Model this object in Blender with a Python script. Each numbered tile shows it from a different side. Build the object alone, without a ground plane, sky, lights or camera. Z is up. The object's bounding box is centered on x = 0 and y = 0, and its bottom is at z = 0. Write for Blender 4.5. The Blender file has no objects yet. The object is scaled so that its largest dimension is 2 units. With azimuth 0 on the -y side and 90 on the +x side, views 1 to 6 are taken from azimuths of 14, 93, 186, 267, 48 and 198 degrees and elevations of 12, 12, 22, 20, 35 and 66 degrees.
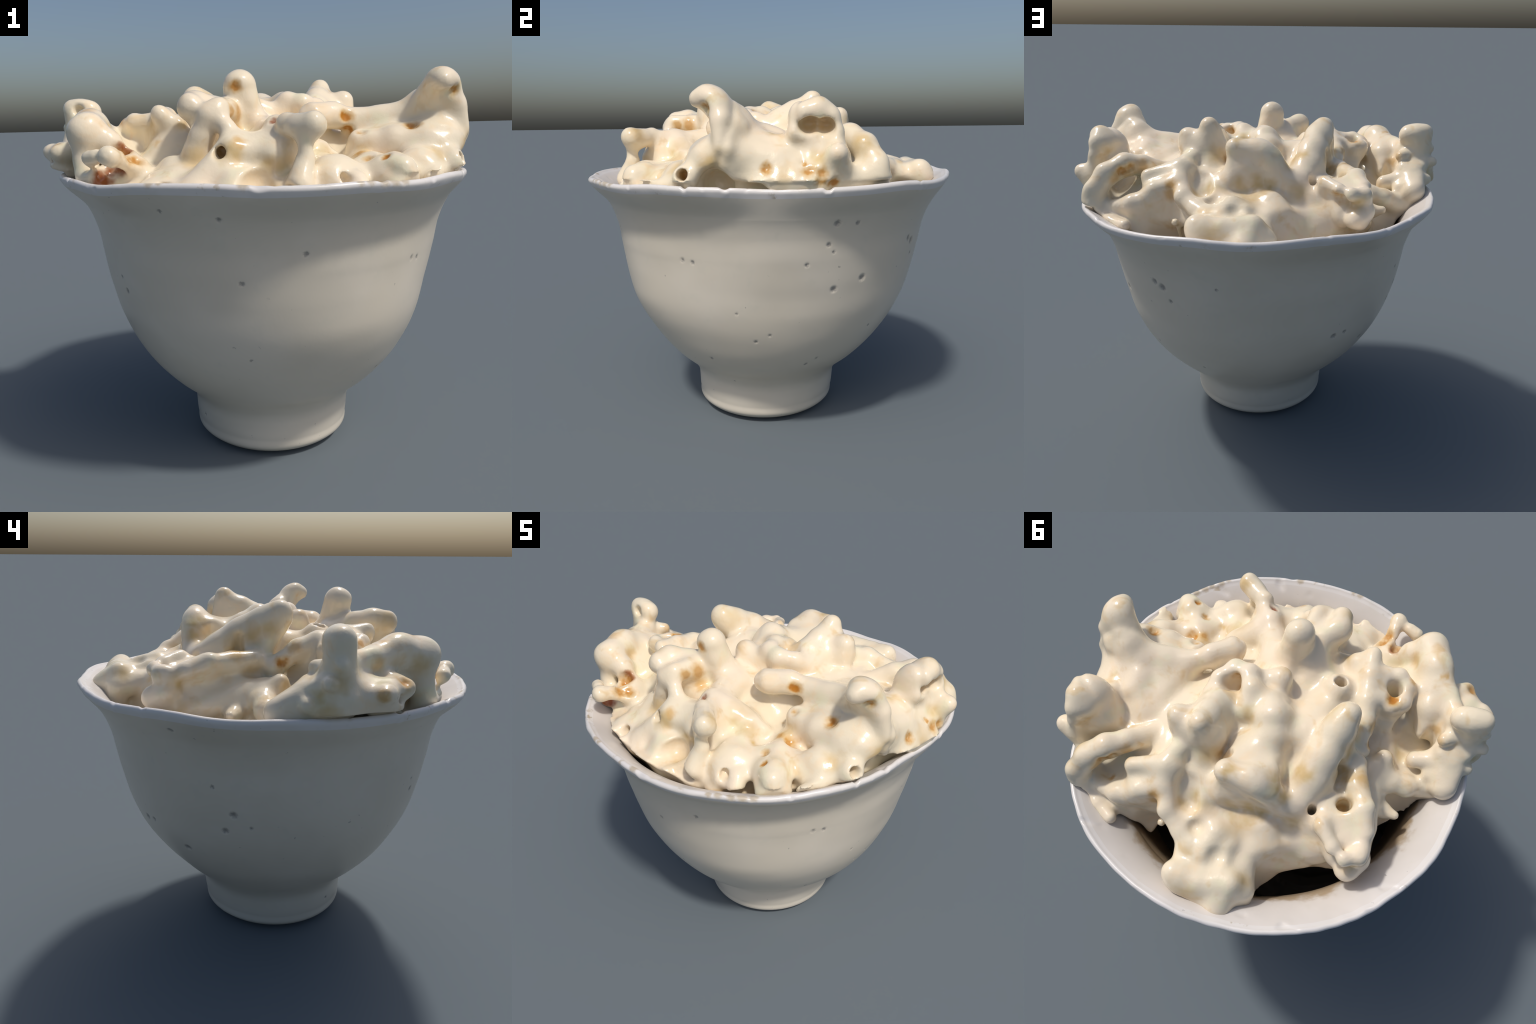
import bpy, math
import numpy as np
from mathutils import Vector

rng = np.random.default_rng(7)

# ------------------------------------------------------------------ helpers
def catmull(xs, ks, vs):
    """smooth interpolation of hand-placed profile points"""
    ks, vs = np.asarray(ks, float), np.asarray(vs, float)
    m = np.gradient(vs, ks)
    i = np.clip(np.searchsorted(ks, xs) - 1, 0, len(ks) - 2)
    h = ks[i + 1] - ks[i]
    t = np.clip((xs - ks[i]) / h, 0, 1)
    return ((2*t**3 - 3*t**2 + 1) * vs[i] + (t**3 - 2*t**2 + t) * h * m[i]
            + (-2*t**3 + 3*t**2) * vs[i + 1] + (t**3 - t**2) * h * m[i + 1])


def ring_interp(th, vs):
    vs = np.asarray(vs, float)
    n = len(vs)
    t = (th / (2*np.pi)) % 1 * n
    i = np.floor(t).astype(int)
    f = t - i
    a, b, c, d = [vs[(i + k) % n] for k in (-1, 0, 1, 2)]
    return .5*(2*b + (c - a)*f + (2*a - 5*b + 4*c - d)*f*f + (3*b - a - 3*c + d)*f**3)


class WaveNoise:
    """smooth 3D noise: a seeded sum of plane waves"""
    def __init__(self, seed, freq, n=14):
        r = np.random.default_rng(seed)
        d = r.normal(size=(n, 3))
        d /= np.linalg.norm(d, axis=1)[:, None]
        self.k = d * freq * r.uniform(.6, 1.5, n)[:, None]
        self.p = r.uniform(0, 6.28, n)
        self.n = n

    def __call__(self, x, y, z):
        s = 0
        for k, p in zip(self.k, self.p):
            s = s + np.sin(k[0]*x + k[1]*y + k[2]*z + p)
        return s / math.sqrt(self.n)


def split_parts(name_of_label, verts, quads, labels, normals, materials, parent):
    """one smooth surface, separated by region: borders coincide, normals shared"""
    out = []
    for lab in np.unique(labels):
        q = quads[labels == lab]
        used, inv = np.unique(q, return_inverse=True)
        me = bpy.data.meshes.new(name_of_label(lab))
        me.from_pydata(verts[used].tolist(), [], inv.reshape(-1, q.shape[1]).tolist())
        me.materials.append(materials(lab))
        me.polygons.foreach_set("use_smooth", np.ones(len(q), bool))
        me.normals_split_custom_set_from_vertices(normals[used].tolist())
        me.update()
        ob = bpy.data.objects.new(name_of_label(lab), me)
        bpy.context.scene.collection.objects.link(ob)
        ob.parent = parent
        out.append(ob)
    return out


def vertex_normals(v, q):
    n = np.zeros_like(v)
    d1, d2 = v[q[:, 2]] - v[q[:, 0]], v[q[:, 3]] - v[q[:, 1]]
    fn = np.cross(d1, d2)
    for k in range(4):
        np.add.at(n, q[:, k], fn)
    return n / (np.linalg.norm(n, axis=1)[:, None] + 1e-12)


# ------------------------------------------------------------------ node helpers
class Nodes:
    def __init__(self, name):
        self.mat = bpy.data.materials.new(name)
        self.mat.use_nodes = True
        self.t = self.mat.node_tree
        self.bsdf = self.t.nodes["Principled BSDF"]
        self.co = self.t.nodes.new("ShaderNodeTexCoord").outputs["Object"]

    def put(self, sock, val):
        if hasattr(val, "links"):
            self.t.links.new(val, sock)
        else:
            sock.default_value = val

    def noise(self, scale, detail=3, rough=.55, co=None, distort=0.0, color=False):
        n = self.t.nodes.new("ShaderNodeTexNoise")
        n.inputs["Scale"].default_value = scale
        n.inputs["Detail"].default_value = detail
        n.inputs["Roughness"].default_value = rough
        n.inputs["Distortion"].default_value = distort
        self.put(n.inputs["Vector"], co or self.co)
        return n.outputs["Color" if color else "Fac"]

    def math(self, op, a, b=0.0, c=0.0):
        n = self.t.nodes.new("ShaderNodeMath")
        n.operation = op
        for s, v in zip(n.inputs, (a, b, c)):
            self.put(s, v)
        return n.outputs[0]

    def vmath(self, op, a, b=None):
        n = self.t.nodes.new("ShaderNodeVectorMath")
        n.operation = op
        self.put(n.inputs[0], a)
        if b is not None:
            self.put(n.inputs[1], b)
        return n.outputs["Value" if op in ("DISTANCE", "LENGTH") else "Vector"]

    def ramp(self, v, lo, hi, a=0.0, b=1.0):
        n = self.t.nodes.new("ShaderNodeMapRange")
        n.interpolation_type = "SMOOTHSTEP"
        for s, x in zip(n.inputs, (v, lo, hi, a, b)):
            self.put(s, x)
        return n.outputs[0]

    def mix(self, fac, a, b):
        n = self.t.nodes.new("ShaderNodeMix")
        n.data_type = "RGBA"
        self.put(n.inputs["Factor"], fac)
        self.put(n.inputs["A"], a if hasattr(a, "links") else (*a, 1))
        self.put(n.inputs["B"], b if hasattr(b, "links") else (*b, 1))
        return n.outputs["Result"]

    def scaled(self, sx, sy, sz, co=None):
        n = self.t.nodes.new("ShaderNodeMapping")
        n.inputs["Scale"].default_value = (sx, sy, sz)
        self.put(n.inputs["Vector"], co or self.co)
        return n.outputs[0]

    def warp(self, amount, scale):
        """object coordinates shaken by noise, for ragged spot edges"""
        c = self.noise(scale, 2, .5, color=True)
        c = self.vmath("SUBTRACT", c, (.5, .5, .5))
        n = self.t.nodes.new("ShaderNodeVectorMath")
        n.operation = "SCALE"
        self.put(n.inputs[0], c)
        n.inputs["Scale"].default_value = amount
        return self.vmath("ADD", self.co, n.outputs[0])

    def spots(self, co, spots, hi=1.3, lo=.5):
        """union of soft round spots (x, y, z, radius, strength)"""
        total = 0.0
        for x, y, z, r, s in spots:
            d = self.vmath("DISTANCE", co, (x, y, z))
            m = self.ramp(d, r*hi, r*lo, 0.0, s)
            total = m if total == 0.0 else self.math("MAXIMUM", total, m)
        return total

    def bump(self, h, strength, dist):
        n = self.t.nodes.new("ShaderNodeBump")
        n.inputs["Strength"].default_value = strength
        n.inputs["Distance"].default_value = dist
        self.put(n.inputs["Height"], h)
        self.put(self.bsdf.inputs["Normal"], n.outputs[0])


# ================================================================== CUP
# outer profile: height, mean radius (foot, belly, flare)
PROFILE_Z = [0.0, .015, .04, .10, .17, .205, .23, .28, .36, .46, .58, .72, .88, 1.02, 1.14, 1.24, 1.31, 1.38]
PROFILE_R = [.300, .345, .383, .398, .404, .408, .416, .450, .540, .630, .708, .770, .808, .832, .853, .893, .945, 1.0]
# the lip: radius and height round the cup, from +x anticlockwise, worn and wavy
LIP_R = [.976, 1.001, 1.031, 1.037, 1.026, 1.011, 1.0, .987, .987, .982, .978, .973, .976, .966,
         .962, .964, .974, .978, .990, .997, 1.0, 1.002, 1.012, 1.030, 1.033, 1.028, 1.025, 1.006]
LIP_Z = [1.374, 1.378, 1.384, 1.392, 1.38, 1.385, 1.396, 1.391, 1.402, 1.408, 1.398, 1.398, 1.401, 1.391,
         1.389, 1.385, 1.388, 1.388, 1.393, 1.379, 1.395, 1.394, 1.385, 1.386, 1.388, 1.38, 1.389, 1.384]
# the thrown wall is not quite round: angle, width, from z, to z, push
BULGES = [(-46, 24, .62, 9, .035), (133, 22, .55, 1.16, .028), (183, 24, .26, .75, -.019), (112, 34, .30, .66, -.014),
          (8, 18, .66, .95, -.011), (-90, 20, .34, 1.1, -.011), (200, 20, .55, 1.1, -.006), (233, 22, .85, 1.2, .012)]
# little nicks in the glaze: x, y, z, radius
CHIPS = [
    (-0.159, -0.928, 1.285, 0.01), (0.072, -0.927, 1.256, 0.012), (0.37, -0.796, 1.11, 0.012), (0.782, -0.335, 1.011, 0.011), (0.128, -0.848, 0.996, 0.011),
    (-0.463, -0.673, 0.957, 0.009), (0.071, -0.787, 0.708, 0.006), (0.134, -0.757, 0.646, 0.008), (-0.236, -0.322, 0.145, 0.01), (-0.438, -0.897, 1.36, 0.013),
    (0.848, 0.339, 1.207, 0.018), (0.8, 0.435, 1.202, 0.013), (0.828, 0.302, 1.105, 0.012), (0.811, 0.327, 1.068, 0.009), (0.76, -0.387, 1.017, 0.012),
    (0.839, 0.203, 1.012, 0.011), (0.768, 0.33, 0.879, 0.017), (0.701, 0.47, 0.92, 0.018), (0.801, -0.129, 0.764, 0.008), (0.774, 0.027, 0.647, 0.009),
    (0.759, -0.042, 0.609, 0.01), (0.615, -0.284, 0.463, 0.011), (0.618, 0.256, 0.47, 0.01), (0.611, 0.203, 0.434, 0.011), (0.534, 0.525, 0.623, 0.009),
    (0.426, 0.748, 1.051, 0.022), (0.387, 0.751, 0.978, 0.013), (0.456, -0.185, 0.264, 0.007), (0.471, 0.726, 1.072, 0.018), (0.133, 0.852, 1.1, 0.009),
    (-0.432, 0.624, 0.761, 0.018), (-0.573, 0.421, 0.657, 0.02), (0.266, 0.605, 0.512, 0.009), (-0.753, 0.295, 1.039, 0.011), (-0.759, 0.204, 0.906, 0.019),
    (-0.723, 0.241, 0.814, 0.017), (-0.761, 0.125, 0.841, 0.01), (-0.487, 0.586, 0.771, 0.013), (-0.793, 0.458, 1.309, 0.015), (-0.441, -0.678, 0.895, 0.014),
]
RIM_STAINS = [
    (-0.172, -0.978, 1.393, 0.022), (0.18, -0.977, 1.388, 0.024), (0.572, -0.851, 1.386, 0.018), (0.617, -0.781, 1.366, 0.024), (0.679, -0.758, 1.383, 0.026),
    (0.718, -0.719, 1.38, 0.026), (0.693, -0.756, 1.379, 0.022), (0.651, -0.788, 1.38, 0.024), (0.604, -0.822, 1.387, 0.022), (0.184, -0.976, 1.388, 0.018),
    (-0.132, -0.981, 1.394, 0.016), (0.175, -0.902, 1.336, 0.022), (0.177, -0.98, 1.388, 0.02), (0.688, -0.756, 1.381, 0.024),
]

INNER_FLOOR = .42


def cup_centre(z):
    return .0358 - .0176*(z - .7), -.0179 + .0361*(z - .7)


def cup_point(th, z):
    """outer wall below the flare"""
    r = catmull(z, PROFILE_Z, PROFILE_R)
    w = np.clip((z - .2)/.8, 0, 1)
    r = r*(1 + w*(-.009*np.cos(2*th) + .0157*np.sin(2*th))) + w*(-.0063*np.cos(3*th) + .0082*np.sin(3*th)
                                                                + .0127*np.cos(4*th))
    for a, wid, z0, z1, amp in BULGES:
        d = (th - math.radians(a) + np.pi) % (2*np.pi) - np.pi
        s = np.clip((z - z0)/.34 + .5, 0, 1)*np.clip((z1 - z)/.34 + .5, 0, 1)
        r = r + amp*np.exp(-(d/math.radians(wid))**2)*s*s*(3 - 2*s)
    cx, cy = cup_centre(z)
    return cx + r*np.cos(th), cy + r*np.sin(th)


def build_cup(parent, materials):
    NT = 900
    th = np.arange(NT)*2*np.pi/NT
    lipr = ring_interp(th, LIP_R) - .002
    lipz = ring_interp(th, LIP_Z) - .020
    lx, ly = lipr*np.cos(th), lipr*np.sin(th)
    rings, lab = [], []
    flat = np.zeros(NT)

    def add(x, y, z, l):
        rings.append(np.stack([x + flat, y + flat, z + flat], -1))
        lab.append(l)

    # underside of the foot, slightly hollow
    for s in np.linspace(.05, .97, 14):
        x, y = cup_point(th, 0.0)
        cx, cy = cup_centre(0)
        add(cx + (x - cx)*s, cy + (y - cy)*s, .004 + .02*(1 - s**2)*(s < .9), 0)
    # outer wall
    for z in np.r_[np.linspace(0, .1, 24)[:-1], np.linspace(.1, 1.23, 190)]:
        x, y = cup_point(th, np.full(NT, z))
        add(x, y, z, 0 if z < .208 else 1)
    # flare from 1.2 up to the lip (Hermite curve per angle)
    x0, y0 = cup_point(th, np.full(NT, 1.23))
    x1, y1 = cup_point(th, np.full(NT, 1.19))
    ex, ey = np.cos(th), np.sin(th)
    for s in np.linspace(0, 1, 34)[1:]:
        h00, h10, h01, h11 = 2*s**3 - 3*s**2 + 1, s**3 - 2*s**2 + s, -2*s**3 + 3*s**2, s**3 - s**2
        H = lipz - 1.23
        x = h00*x0 + h10*(x0 - x1)/.04*H + h01*lx + h11*ex*.07
        y = h00*y0 + h10*(y0 - y1)/.04*H + h01*ly + h11*ey*.07
        z = h00*1.23 + h10*H + h01*lipz + h11*.16
        add(x, y, z, 1 if s < .86 else 2)
    # rounded lip
    T = .030
    for a in np.linspace(0, 1, 11)[1:]:
        ang = -.35 + a*2.9
        off = .014*(math.cos(ang) - math.cos(-.35))
        add(lx + ex*off, ly + ey*off, lipz + .015*(math.sin(ang) - math.sin(-.35)), 2)
    # inner wall: follows the outer one, 5 cm in
    xi, yi, zi = rings[-1].T
    for s in np.linspace(0, 1, 26)[1:]:
        zt = 1.18
        xo, yo = cup_point(th, np.full(NT, zt))
        tx, ty = xo - ex*.075, yo - ey*.075
        h00, h10, h01, h11 = 2*s**3 - 3*s**2 + 1, s**3 - 2*s**2 + s, -2*s**3 + 3*s**2, s**3 - s**2
        H = zt - zi
        x = h00*xi + h10*(-ex*.19) + h01*tx + h11*(-ex*.03)
        y = h00*yi + h10*(-ey*.19) + h01*ty + h11*(-ey*.03)
        z = h00*zi + h10*(-.10) + h01*zt + h11*(-.26)
        add(x, y, z, 2 if s < .1 else 3)
    for z in np.linspace(1.17, INNER_FLOOR, 50):
        xo, yo = cup_point(th, np.full(NT, z))
        k = .075 + .12*np.clip((.62 - z)/.2, 0, 1)**2
        add(xo - ex*k, yo - ey*k, z, 3)
    bx, by, _ = rings[-1].T
    for s in (.85, .65, .4, .2, .05):
        add(bx*s + .03*(1 - s), by*s, INNER_FLOOR - .03*(1 - s), 3)
    V = np.concatenate(rings)
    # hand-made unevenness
    n1, n2 = WaveNoise(3, 7), WaveNoise(4, 26)
    x, y, z = V.T
    rad = np.stack([x, y, 0*x], -1)
    rad /= np.linalg.norm(rad, axis=1)[:, None] + 1e-9
    amp = np.clip(z/.1, 0, 1)
    V = V + rad*(amp*(.0030*n1(x, y, z) + .0007*n2(x, y, z)))[:, None]
    top = np.clip((z - 1.33)/.04, 0, 1)
    nick = WaveNoise(9, 70)(x, y, 0*z)
    V[:, 2] += top*(.0030*WaveNoise(8, 13)(x, y, 0*z) - .011*np.clip(nick - .9, 0, 1))
    V += rad*(top*.0012*WaveNoise(10, 60)(x, y, 0*z))[:, None]
    for cx, cy, cz, cr in CHIPS:
        d = np.sqrt((x - cx)**2 + (y - cy)**2 + (z - cz)**2)
        m = (d < cr*1.2) & (np.repeat(lab, NT) < 3)
        V[m] -= rad[m]*(.45*cr*np.clip(1.2 - d[m]/cr, 0, 1))[:, None]
    V[:, 2] -= V[:, 2].min()
    NR = len(rings)
    i, j = np.meshgrid(np.arange(NR - 1), np.arange(NT), indexing="ij")
    jn = (j + 1) % NT
    Q = np.stack([i*NT + j, i*NT + jn, (i + 1)*NT + jn, (i + 1)*NT + j], -1).reshape(-1, 4)
    L = np.repeat(np.array(lab[1:]), NT)
    names = ["foot", "cup_body", "rim", "inner_wall"]
    # close both ends with small fans left as n-gons on their own part
    N = vertex_normals(V, Q)
    obs = split_parts(lambda l: names[l], V, Q, L, N, lambda l: materials[l], parent)
    return obs


# ================================================================== POPCORN
# Each kernel is a set of swollen limbs (chains of x, y, z, radius), webs
# (thin walls between three points) and bites (holes and pits taken out).
KERNELS = []


def kernel(*parts):
    KERNELS.append(parts)


def limb(*pts, k=.06):
    return ("limb", np.array(pts, float).reshape(-1, 4), k)


def web(a, b, c, r=.035, k=.06):
    return ("web", np.array([a, b, c], float), r, k)


def drip(*pts):
    return ("drip", np.array(pts, float).reshape(-1, 4), .015)


def bite(*pts, k=.025):
    return ("bite", np.array(pts, float).reshape(-1, 4), k)


# horn kernel on the +x side: hooked horn, ridge and long arm
kernel(
    limb((.862, -.270, 1.752, .043), (.868, -.235, 1.758, .050), (.862, -.175, 1.715, .060), (.855, -.13, 1.62, .078), (.87, -.17, 1.5, .10), k=.035),
    limb((.892, -.195, 1.748, .050), (.925, -.16, 1.66, .054), (.945, -.15, 1.55, .055), k=.04),
    limb((.84, -.20, 1.735, .058), (.78, -.12, 1.655, .068), (.70, -.10, 1.61, .055), (.60, -.12, 1.60, .05), (.50, -.135, 1.60, .05), (.40, -.19, 1.622, .056), (.31, -.26, 1.622, .060), k=.045),
    web((.78, -.12, 1.63), (.50, -.14, 1.59), (.62, .14, 1.53), .045),
    web((.78, -.12, 1.62), (.62, .14, 1.50), (.78, .08, 1.52), .045),
    limb((.855, -.235, 1.49, .092), (.85, -.15, 1.46, .1)),
    limb((.78, -.22, 1.50, .08), (.66, -.22, 1.50, .07)),
    bite((1.02, -.20, 1.39, .075), (.84, -.19, 1.38, .07), k=.03),
    bite((.97, -.285, 1.675, .03), (.88, -.275, 1.675, .035), k=.015),
)
# tube under the horn
kernel(
    limb((.91, -.33, 1.415, .058), (.80, -.28, 1.41, .065)),
    limb((.76, -.40, 1.37, .065), (.83, -.46, 1.355, .05), (.84, -.53, 1.36, .045), (.86, -.57, 1.365, .04)),
    limb((.76, -.37, 1.42, .07), (.82, -.30, 1.385, .065)),
    bite((1.02, -.34, 1.44, .028), (.88, -.33, 1.43, .024), k=.012),
)
# big kernel on the +x rim with a looped handle
kernel(
    limb((.87, -.05, 1.50, .08), (.855, .08, 1.47, .085), (.83, .20, 1.45, .092), (.875, .28, 1.42, .07)),
    limb((.87, -.02, 1.42, .06), (.91, .08, 1.40, .06), (.91, .2, 1.40, .07)),
    limb((.82, -.02, 1.53, .06), (.80, .08, 1.53, .06), (.82, .2, 1.57, .06)),
    limb((.88, .165, 1.61, .042), (.875, .19, 1.685, .050), (.87, .245, 1.700, .056), (.87, .298, 1.672, .047), (.88, .322, 1.605, .042), (.89, .33, 1.52, .055), k=.035),
    limb((.83, .18, 1.675, .058), (.83, .27, 1.67, .060), k=.04),
    limb((.81, .20, 1.62, .07), (.80, .24, 1.55, .09)),
    limb((.955, .335, 1.52, .032), (.90, .33, 1.49, .05), k=.03),
    web((.955, .325, 1.52), (.90, .28, 1.41), (.88, .36, 1.43), .03),
    bite((.98, .185, 1.60, .032), (.885, .212, 1.648, .040), k=.02),
    bite((.98, .30, 1.60, .026), (.885, .280, 1.64, .034), k=.02),
)
# arched arm toward +x +y
kernel(
    limb((.54, .26, 1.53, .05), (.62, .335, 1.568, .053), (.69, .395, 1.585, .060), (.775, .455, 1.545, .060), (.825, .505, 1.47, .058), (.84, .53, 1.37, .06), k=.035),
    limb((.84, .48, 1.42, .05), (.83, .40, 1.40, .07)),
    limb((.80, .50, 1.33, .06), (.72, .60, 1.33, .045), (.63, .65, 1.335, .035)),
)
# scooped wall toward +x +y
kernel(
    limb((.77, .50, 1.38, .045), (.70, .53, 1.395, .040), (.62, .55, 1.42, .042), (.555, .535, 1.43, .044), (.47, .46, 1.48, .05), (.42, .42, 1.53, .05), k=.03),
    web((.62, .52, 1.40), (.50, .45, 1.43), (.58, .49, 1.26), .04),
    web((.50, .52, 1.49), (.40, .48, 1.50), (.46, .52, 1.32), .045),
    limb((.58, .53, 1.38, .05), (.56, .51, 1.25, .06)),
    limb((.56, .43, 1.54, .035), (.40, .395, 1.582, .042), (.36, .30, 1.60, .05), k=.035),
    web((.54, .43, 1.49), (.40, .40, 1.55), (.45, .48, 1.42), .04),
)
# C-shaped strand and the bone-like end on the +y rim
kernel(
    limb((.365, .39, 1.565, .047), (.375, .47, 1.515, .046), (.345, .56, 1.465, .045), (.26, .625, 1.42, .045), (.20, .67, 1.405, .05), k=.03),
    limb((.23, .43, 1.47, .06), (.20, .53, 1.41, .065), (.13, .64, 1.37, .07)),
    limb((.225, .815, 1.41, .043), (.18, .815, 1.398, .042), (.10, .815, 1.398, .043), (-.035, .785, 1.405, .058), (-.02, .88, 1.34, .05), k=.035),
    web((.2, .70, 1.36), (.22, .80, 1.37), (.02, .79, 1.37), .04),
    web((.2, .70, 1.36), (.02, .79, 1.38), (.03, .64, 1.41), .045),
    limb((.18, .83, 1.36, .06), (.03, .84, 1.33, .07)),
    limb((-.06, .68, 1.35, .06), (-.09, .78, 1.33, .055), (-.09, .82, 1.22, .06)),
)
# a drip left hanging in the hollow
kernel(drip((.385, .60, 1.345, .022), (.375, .585, 1.335, .014), (.37, .57, 1.27, .014), (.36, .55, 1.16, .03)))
# square slab kernel near the middle
kernel(
    web((.105, .385, 1.685), (-.03, .385, 1.665), (.12, .405, 1.53), .045),
    web((-.03, .385, 1.665), (.12, .405, 1.53), (-.13, .40, 1.51), .045),
    limb((.110, .385, 1.69, .045), (.0, .38, 1.68, .048), (-.08, .39, 1.62, .055), (-.15, .39, 1.52, .055), (-.25, .385, 1.455, .05), (-.40, .40, 1.445, .045), (-.52, .475, 1.475, .048), (-.55, .50, 1.41, .06), k=.035),
    limb((.10, .30, 1.62, .06), (-.05, .3, 1.62, .07)),
    web((-.30, .41, 1.42), (-.53, .46, 1.43), (-.35, .45, 1.33), .045),
    web((-.05, .47, 1.43), (-.30, .44, 1.35), (-.10, .57, 1.37), .04),
)
# ringed ledge toward -x +y
kernel(
    limb((-.35, .44, 1.535, .035), (-.43, .52, 1.515, .035), (-.49, .545, 1.50, .037), (-.545, .51, 1.49, .044), (-.55, .41, 1.50, .045), (-.51, .30, 1.53, .05), (-.45, .20, 1.525, .05), (-.43, .10, 1.535, .042), k=.035),
    limb((-.36, .44, 1.50, .036), (-.34, .33, 1.49, .045), (-.36, .24, 1.49, .045), k=.035),
    limb((-.515, .545, 1.375, .068), (-.46, .5, 1.38, .07), k=.03),
    limb((-.45, .35, 1.47, .08), (-.45, .45, 1.43, .07)),
    bite((-.42, .315, 1.62, .038), (-.42, .31, 1.50, .034), (-.42, .30, 1.42, .03), k=.015),
    bite((-.365, .17, 1.62, .022), (-.36, .17, 1.55, .022), (-.37, .24, 1.53, .02), k=.02),
    bite((-.29, .38, 1.58, .018), (-.29, .37, 1.42, .018), k=.01),
)
# long sausage in the middle
kernel(
    limb((-.325, -.03, 1.733, .048), (-.30, .05, 1.685, .068), (-.28, .15, 1.625, .085), (-.25, .24, 1.555, .085), (-.23, .33, 1.50, .08), k=.04),
    web((-.31, .0, 1.68), (-.26, .24, 1.55), (-.36, .10, 1.50), .06),
)
# square ring and bar
kernel(
    limb((-.435, -.36, 1.615, .038), (-.50, -.37, 1.615, .040), (-.55, -.335, 1.597, .040), (-.55, -.25, 1.582, .040), (-.50, -.215, 1.582, .040), (-.435, -.23, 1.597, .040), (-.425, -.30, 1.607, .038), (-.435, -.36, 1.612, .038), k=.03),
    limb((-.49, -.29, 1.53, .08), (-.48, -.25, 1.45, .11)),
    bite((-.495, -.295, 1.70, .040), (-.495, -.29, 1.57, .034), (-.49, -.28, 1.44, .03), k=.012),
)
kernel(
    limb((-.355, -.425, 1.650, .042), (-.365, -.32, 1.636, .044), (-.385, -.2, 1.61, .045), (-.40, -.10, 1.57, .05), (-.42, .0, 1.5, .05), k=.04),
    limb((-.33, -.41, 1.61, .038), (-.28, -.40, 1.60, .04)),
    limb((-.36, -.34, 1.55, .08), (-.36, -.2, 1.5, .09)),
)
# volcano-like mound with a hole
kernel(
    limb((-.235, -.215, 1.610, .072), (-.23, -.2, 1.54, .13), k=.05),
    limb((-.2, -.1, 1.56, .07), (-.15, .05, 1.58, .09)),
    bite((-.245, -.225, 1.72, .030), (-.24, -.21, 1.53, .028), k=.012),
)
# tall thumb
kernel(
    limb((.005, -.352, 1.758, .073), (.012, -.345, 1.70, .070), (.03, -.32, 1.62, .075), (.05, -.28, 1.55, .09), k=.05),
)
# block in front of the thumb, with leaf and leg
kernel(
    limb((-.15, -.57, 1.670, .058), (-.155, -.50, 1.675, .062), (-.09, -.43, 1.655, .06), (-.07, -.32, 1.61, .06), k=.04),
    limb((-.03, -.56, 1.658, .052), (-.02, -.47, 1.65, .055), (-.03, -.38, 1.63, .055), k=.04),
    limb((-.07, -.60, 1.63, .045), (-.10, -.585, 1.55, .050), (-.125, -.575, 1.475, .062), (-.10, -.51, 1.46, .06), k=.03),
    limb((-.04, -.575, 1.645, .045), (.02, -.60, 1.58, .04), (.06, -.60, 1.53, .05), (.10, -.56, 1.50, .06), k=.04),
    limb((-.10, -.50, 1.6, .07), (-.08, -.42, 1.56, .08)),
)
# front horn kernel
kernel(
    limb((.390, -.705, 1.585, .056), (.33, -.665, 1.575, .055), (.265, -.61, 1.58, .055), (.20, -.52, 1.565, .06), (.15, -.42, 1.55, .065), (.12, -.32, 1.56, .065), k=.05),
    limb((.355, -.70, 1.565, .04), (.355, -.715, 1.47, .040), (.34, -.755, 1.37, .055), k=.04),
    limb((.22, -.625, 1.475, .076), (.25, -.56, 1.48, .08)),
    limb((.05, -.66, 1.49, .065), (-.02, -.70, 1.40, .065), (-.07, -.75, 1.35, .065), k=.045),
    limb((.04, -.62, 1.485, .065), (.13, -.61, 1.49, .068), (.22, -.56, 1.50, .07), k=.045),
    limb((.415, -.39, 1.445, .042), (.36, -.42, 1.475, .055), (.25, -.47, 1.52, .065), k=.04),
    limb((.08, -.74, 1.36, .06), (.16, -.72, 1.36, .06)),
    bite((.012, -.77, 1.49, .028), (.02, -.66, 1.485, .026), k=.012),
    bite((.16, -.86, 1.38, .06), (.18, -.74, 1.38, .055), k=.02),
)
# lumpy kernels along the front +x rim
kernel(
    limb((.715, -.605, 1.415, .045), (.66, -.555, 1.41, .052), (.59, -.46, 1.38, .06), (.55, -.36, 1.42, .065), k=.045),
    limb((.675, -.565, 1.385, .085), (.725, -.61, 1.34, .078), k=.03),
    limb((.60, -.45, 1.42, .055), (.70, -.42, 1.40, .055), (.80, -.37, 1.40, .06)),
)
kernel(
    limb((.445, -.615, 1.385, .096), (.42, -.56, 1.38, .09), (.40, -.50, 1.40, .08), k=.03),
    limb((.44, -.685, 1.38, .045), (.49, -.705, 1.355, .035), (.54, -.67, 1.37, .042), k=.03),
    limb((.55, -.56, 1.37, .05), (.52, -.5, 1.38, .06)),
    limb((.57, -.70, 1.34, .028), (.58, -.67, 1.28, .03), (.58, -.62, 1.20, .03), k=.03),
    limb((.44, -.70, 1.29, .055), (.42, -.64, 1.25, .08)),
    bite((.54, -.75, 1.385, .022), (.49, -.69, 1.385, .02), k=.012),
    bite((.66, -.80, 1.30, .05), (.55, -.66, 1.30, .045), k=.02),
    bite((.30, -.84, 1.33, .035), (.33, -.68, 1.33, .03), k=.025),
)
kernel(
    limb((.53, -.26, 1.50, .07), (.66, -.27, 1.50, .075), (.78, -.25, 1.50, .08)),
)
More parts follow.
